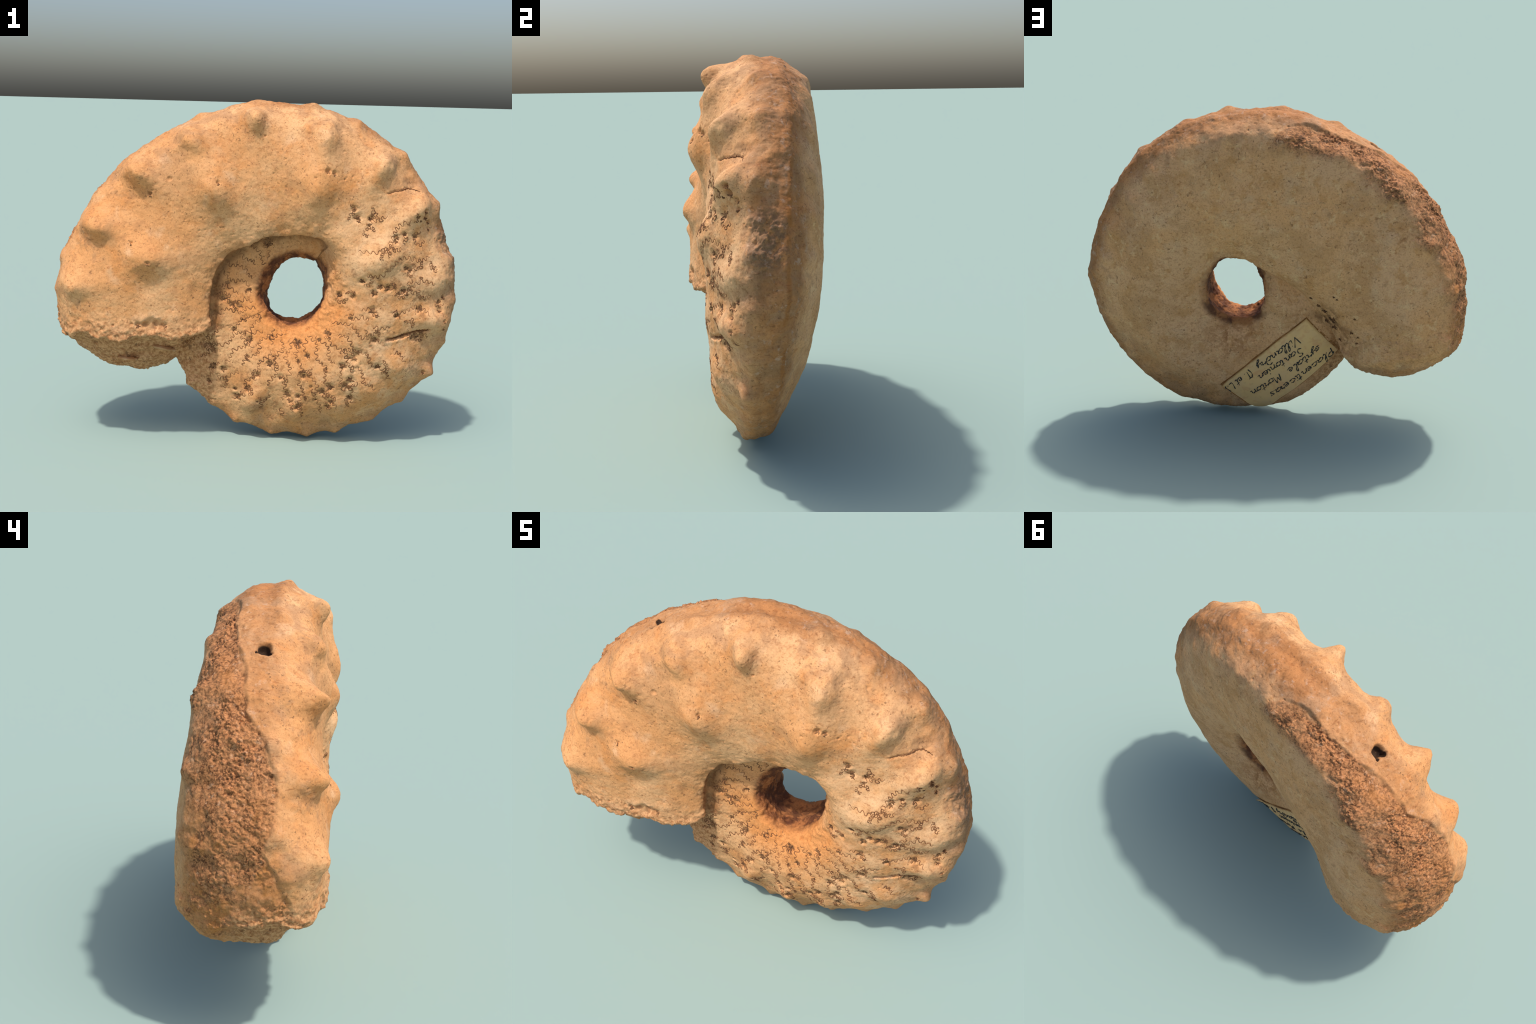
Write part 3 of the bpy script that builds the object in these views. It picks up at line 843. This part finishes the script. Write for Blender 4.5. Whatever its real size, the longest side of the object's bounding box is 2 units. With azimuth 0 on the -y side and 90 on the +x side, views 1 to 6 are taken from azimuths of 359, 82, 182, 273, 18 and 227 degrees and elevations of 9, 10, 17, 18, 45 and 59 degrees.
for j, c in enumerate(CR):
    pts = [ray_front(bvh, t, r) for t, r in c]
    rad = (.0042 if j == 0 else .0022) * np.sin(np.linspace(.15, 3.0, len(pts)))**.6 * (1 + .25 * rng.normal(size=len(pts)))
    link("crack", merged([tube([h[0] for h in pts], np.abs(rad) + .0005)], "crack"), objs["phragmocone"], MAT["suture"])

# --- shell fragments stuck in the broken mouth
def shard(centre, size, turn):
    import bmesh
    bm = bmesh.new()
    bmesh.ops.create_cube(bm, size=1)
    bmesh.ops.bevel(bm, geom=bm.edges[:], offset=.18, segments=2, affect="EDGES")
    c, s = math.cos(turn), math.sin(turn)
    for v in bm.verts:
        p = np.array(v.co) * size * (1 + .12 * rng.normal())
        v.co = (centre[0] + c * p[0] - s * p[2], centre[1] + p[1], centre[2] + s * p[0] + c * p[2])
    me = bpy.data.meshes.new("shell_fragment")
    bm.to_mesh(me); bm.free()
    me.polygons.foreach_set("use_smooth", [True] * len(me.polygons))
    return me

for x, y, size, turn in ((-.45, -.17, (.13, .07, .016), -.22), (-.62, -.16, (.10, .05, .014), -.1), (-.60, -.02, (.045, .03, .024), -.3),
                         (-.54, -.03, (.032, .03, .024), -.5), (-.49, .03, (.04, .03, .02), .1)):
    hit = bvh.ray_cast(Vector((x, y, .15)), Vector((0, 0, 1)))
    if hit[0] is not None and hit[0].z > .27:
        link("shell_fragment", shard(np.array(hit[0]), np.array(size), turn), objs["mouth"], MAT["shard"])

# ------------------------------------------------------------ paper label on the back
NU, NW = 72, 40
LEN_W = .285

def label_grid(margin=0.0, lift=.003, ragged=0.0):
    """Drape a rectangle over the back: start on the edge A-D and walk down the surface."""
    du = (D - A) / np.linalg.norm(D - A)
    dw = np.array([du[2], 0, -du[0]])
    if dw @ (B - A) < 0:
        dw = -dw
    G = np.zeros((NU + 1, NW + 1, 3)); NN = np.zeros_like(G)
    L = np.linalg.norm(D - A)
    for i in range(NU + 1):
        u = -margin + (L + 2 * margin) * i / NU
        start = A + du * u - dw * (margin + ragged * rng.normal() * .5)
        h = bvh.ray_cast(Vector((start[0], 1.0, start[2])), Vector((0, -1, 0)))
        p, nrm = np.array(h[0]), np.array(h[1])
        direction = dw.copy()
        for j in range(NW + 1):
            G[i, j], NN[i, j] = p, nrm
            t = direction - nrm * (direction @ nrm)
            t /= np.linalg.norm(t) + 1e-9
            q = p + t * ((LEN_W + 2 * margin) / NW)
            h = bvh.find_nearest(Vector(q))
            p, nrm = np.array(h[0]), np.array(h[1])
            if nrm @ NN[i, j] < .2:
                nrm = NN[i, j]
            nrm = .75 * NN[i, j] + .25 * nrm; nrm /= np.linalg.norm(nrm)
            direction = t
    for _ in range(8):                       # paper is stiffer than the stone under it
        S = G.copy()
        S[1:-1] = .5 * S[1:-1] + .25 * (S[:-2] + S[2:])
        S[:, 1:-1] = .5 * S[:, 1:-1] + .25 * (S[:, :-2] + S[:, 2:])
        NN[1:-1] = .5 * NN[1:-1] + .25 * (NN[:-2] + NN[2:])
        G = S
    NN /= np.linalg.norm(NN, axis=2, keepdims=True)
    return G + NN * lift, NN

def sheet(G, NN, thick, name):
    n, m = G.shape[:2]
    top, bot = G.reshape(-1, 3), (G - NN * thick).reshape(-1, 3)
    o = n * m
    faces = []
    for i in range(n - 1):
        for j in range(m - 1):
            a, b, c, d = i*m + j, i*m + j + 1, (i+1)*m + j + 1, (i+1)*m + j
            faces += [(a, b, c, d), (d + o, c + o, b + o, a + o)]
    ring = [i*m for i in range(n)] + [(n-1)*m + j for j in range(1, m)] + [i*m + m - 1 for i in range(n-2, -1, -1)] + [j for j in range(m-2, 0, -1)]
    for a, b in zip(ring, ring[1:] + ring[:1]):
        faces.append((a, a + o, b + o, b))
    me = bpy.data.meshes.new(name)
    me.from_pydata(np.vstack([top, bot]).tolist(), [], faces)
    me.update()
    me.polygons.foreach_set("use_smooth", [len(f) == 4 for f in faces])
    return me

G, NN = label_grid(lift=.005)
uu = np.linspace(0, 1, NU + 1)[:, None]; ww = np.linspace(0, 1, NW + 1)[None, :]
curl = .016 * np.clip(1 - np.hypot((1 - uu) * 1.6, ww) / .16, 0, 1)**1.5 + .004 * np.exp(-ww / .05) * (.5 + .5 * np.sin(uu * 17))
G = G + NN * curl[:, :, None]
label = link("paper_label", sheet(G, NN, .0035, "paper_label"), root, MAT["paper"])
GG, GN = label_grid(margin=.006, lift=.0012, ragged=.006)
link("old_glue", sheet(GG, GN, .006, "old_glue"), label, MAT["glue"])

# cursive strokes: x-height 1, each glyph (advance, stroke, stroke ...)
GLYPH = {
 "P": (1.2, [(.3, 2), (.25, 0)], [(0, 1.6), (.5, 2.1), (1.1, 1.7), (.8, 1.1), (.3, 1)]),
 "l": (.75, [(0, .1), (.5, 1.2), (.6, 2.1), (.35, 2), (.3, .6), (.45, 0), (.8, .2)]),
 "a": (1.2, [(1, .9), (.5, 1), (.05, .5), (.4, 0), (.9, .5), (1, .95), (.95, .2), (1.2, .1)]),
 "c": (.95, [(.9, .85), (.5, 1), (.05, .5), (.4, 0), (1, .2)]),
 "e": (.95, [(.1, .45), (.7, .6), (.6, 1), (.2, .8), (.15, .25), (.5, 0), (1, .25)]),
 "n": (1.1, [(.1, .9), (.1, 0), (.2, .6), (.55, 1), (.75, .7), (.75, .1), (1.05, .15)]),
 "t": (.75, [(.35, 1.9), (.25, .3), (.4, 0), (.75, .2)], [(0, 1.2), (.65, 1.35)]),
 "i": (.5, [(.1, .85), (.15, .1), (.45, .1)], [(.25, 1.45), (.3, 1.55)]),
 "r": (.85, [(0, .6), (.25, 1.1), (.3, .85), (.7, .9), (.6, .2), (.9, .1)]),
 "s": (.85, [(.8, 1), (.3, .95), (.3, .6), (.7, .4), (.6, .02), (.1, .1)]),
 "y": (1.05, [(.1, .95), (.2, .3), (.6, .3), (.85, .95), (.7, -.3), (.4, -.9), (.15, -.7), (1, .2)]),
 "o": (1.0, [(.6, 1), (.15, .8), (.1, .2), (.5, 0), (.9, .4), (.7, .95), (1.1, .85)]),
 "d": (1.15, [(.8, .9), (.3, .95), (.05, .4), (.4, 0), (.85, .5), (1, 1.5), (.6, 2.1), (.1, 1.9)]),
 "M": (1.4, [(0, 0), (.2, 2), (.55, .7), (.95, 2), (1.2, 0)]),
 "S": (1.15, [(1, 1.9), (.5, 2.1), (.2, 1.6), (.8, .9), (.6, 0), (0, .2)]),
 "V": (1.15, [(0, 2), (.5, 0), (.6, .1), (1.2, 2.1)]),
 "I": (.75, [(.3, 2), (.3, 0)], [(0, 2), (.7, 2.05)]),
 "L": (1.1, [(.3, 2), (.2, .1), (1, 0)]),
 "(": (.65, [(.5, 2.2), (.1, 1.2), (.4, -.3)]),
 ")": (.5, [(.1, 2.2), (.5, 1.1), (.1, -.3)]),
 ".": (.45, [(.1, 0), (.18, .1)]),
}

def smooth_path(p, per=9):
    p = np.array(p, float)
    if len(p) == 2:
        return np.linspace(p[0], p[1], 6)
    q = np.vstack([2 * p[0] - p[1], p, 2 * p[-1] - p[-2]])
    out = []
    for i in range(1, len(q) - 2):
        for t in np.linspace(0, 1, per, endpoint=False):
            out.append(.5 * (2*q[i] + (q[i+1] - q[i-1]) * t + (2*q[i-1] - 5*q[i] + 4*q[i+1] - q[i+2]) * t*t + (3*q[i] - q[i-1] - 3*q[i+1] + q[i+2]) * t**3))
    out.append(p[-1])
    return np.array(out)

def on_label(u, v):
    """Point on the label: u along the writing 0..1, v down from the top line 0..1."""
    fi, fj = np.clip(u, 0, 1) * NU, np.clip(1 - v, 0, 1) * NW
    i, j = min(int(fi), NU - 1), min(int(fj), NW - 1)
    a, b = fi - i, fj - j
    p = (1-a)*(1-b)*G[i, j] + a*(1-b)*G[i+1, j] + (1-a)*b*G[i, j+1] + a*b*G[i+1, j+1]
    return p + NN[i, j] * .0004

# word, start u, baseline v, end u, baseline v at the end
WRITING = [("Placenticeras", .045, .155, .75, .245), ("syrtale", .085, .415, .45, .44), ("Morton", .54, .46, .87, .52),
           ("Santonien", .22, .635, .70, .70), ("Villandry", .165, .85, .64, .885), ("(I. et L.)", .70, .90, 1.0, .91)]
for word, u0, v0, u1, v1 in WRITING:
    total = sum(GLYPH[c][0] if c in GLYPH else .6 for c in word)
    sx = (u1 - u0) / total
    sy = .074
    x, parts = 0.0, []
    for c in word:
        if c in GLYPH:
            adv, *strokes = GLYPH[c]
            jig = rng.normal(0, .06, 2)
            for st in strokes:
                q = smooth_path(st)
                pts, rad = [], []
                for k, (gx, gy) in enumerate(q):
                    xx = x + gx + .22 * gy + jig[0]
                    f = xx / total
                    pts.append(on_label(u0 + xx * sx, v0 + (v1 - v0) * f - (gy + jig[1]) * sy))
                    rad.append(.0024 + .0010 * math.sin(k * .5 + x * 3))
                parts.append(tube(pts, rad, 6))
            x += adv
        else:
            x += .6
    link("handwritten_word", merged(parts, "handwritten_word"), label, MAT["ink"])
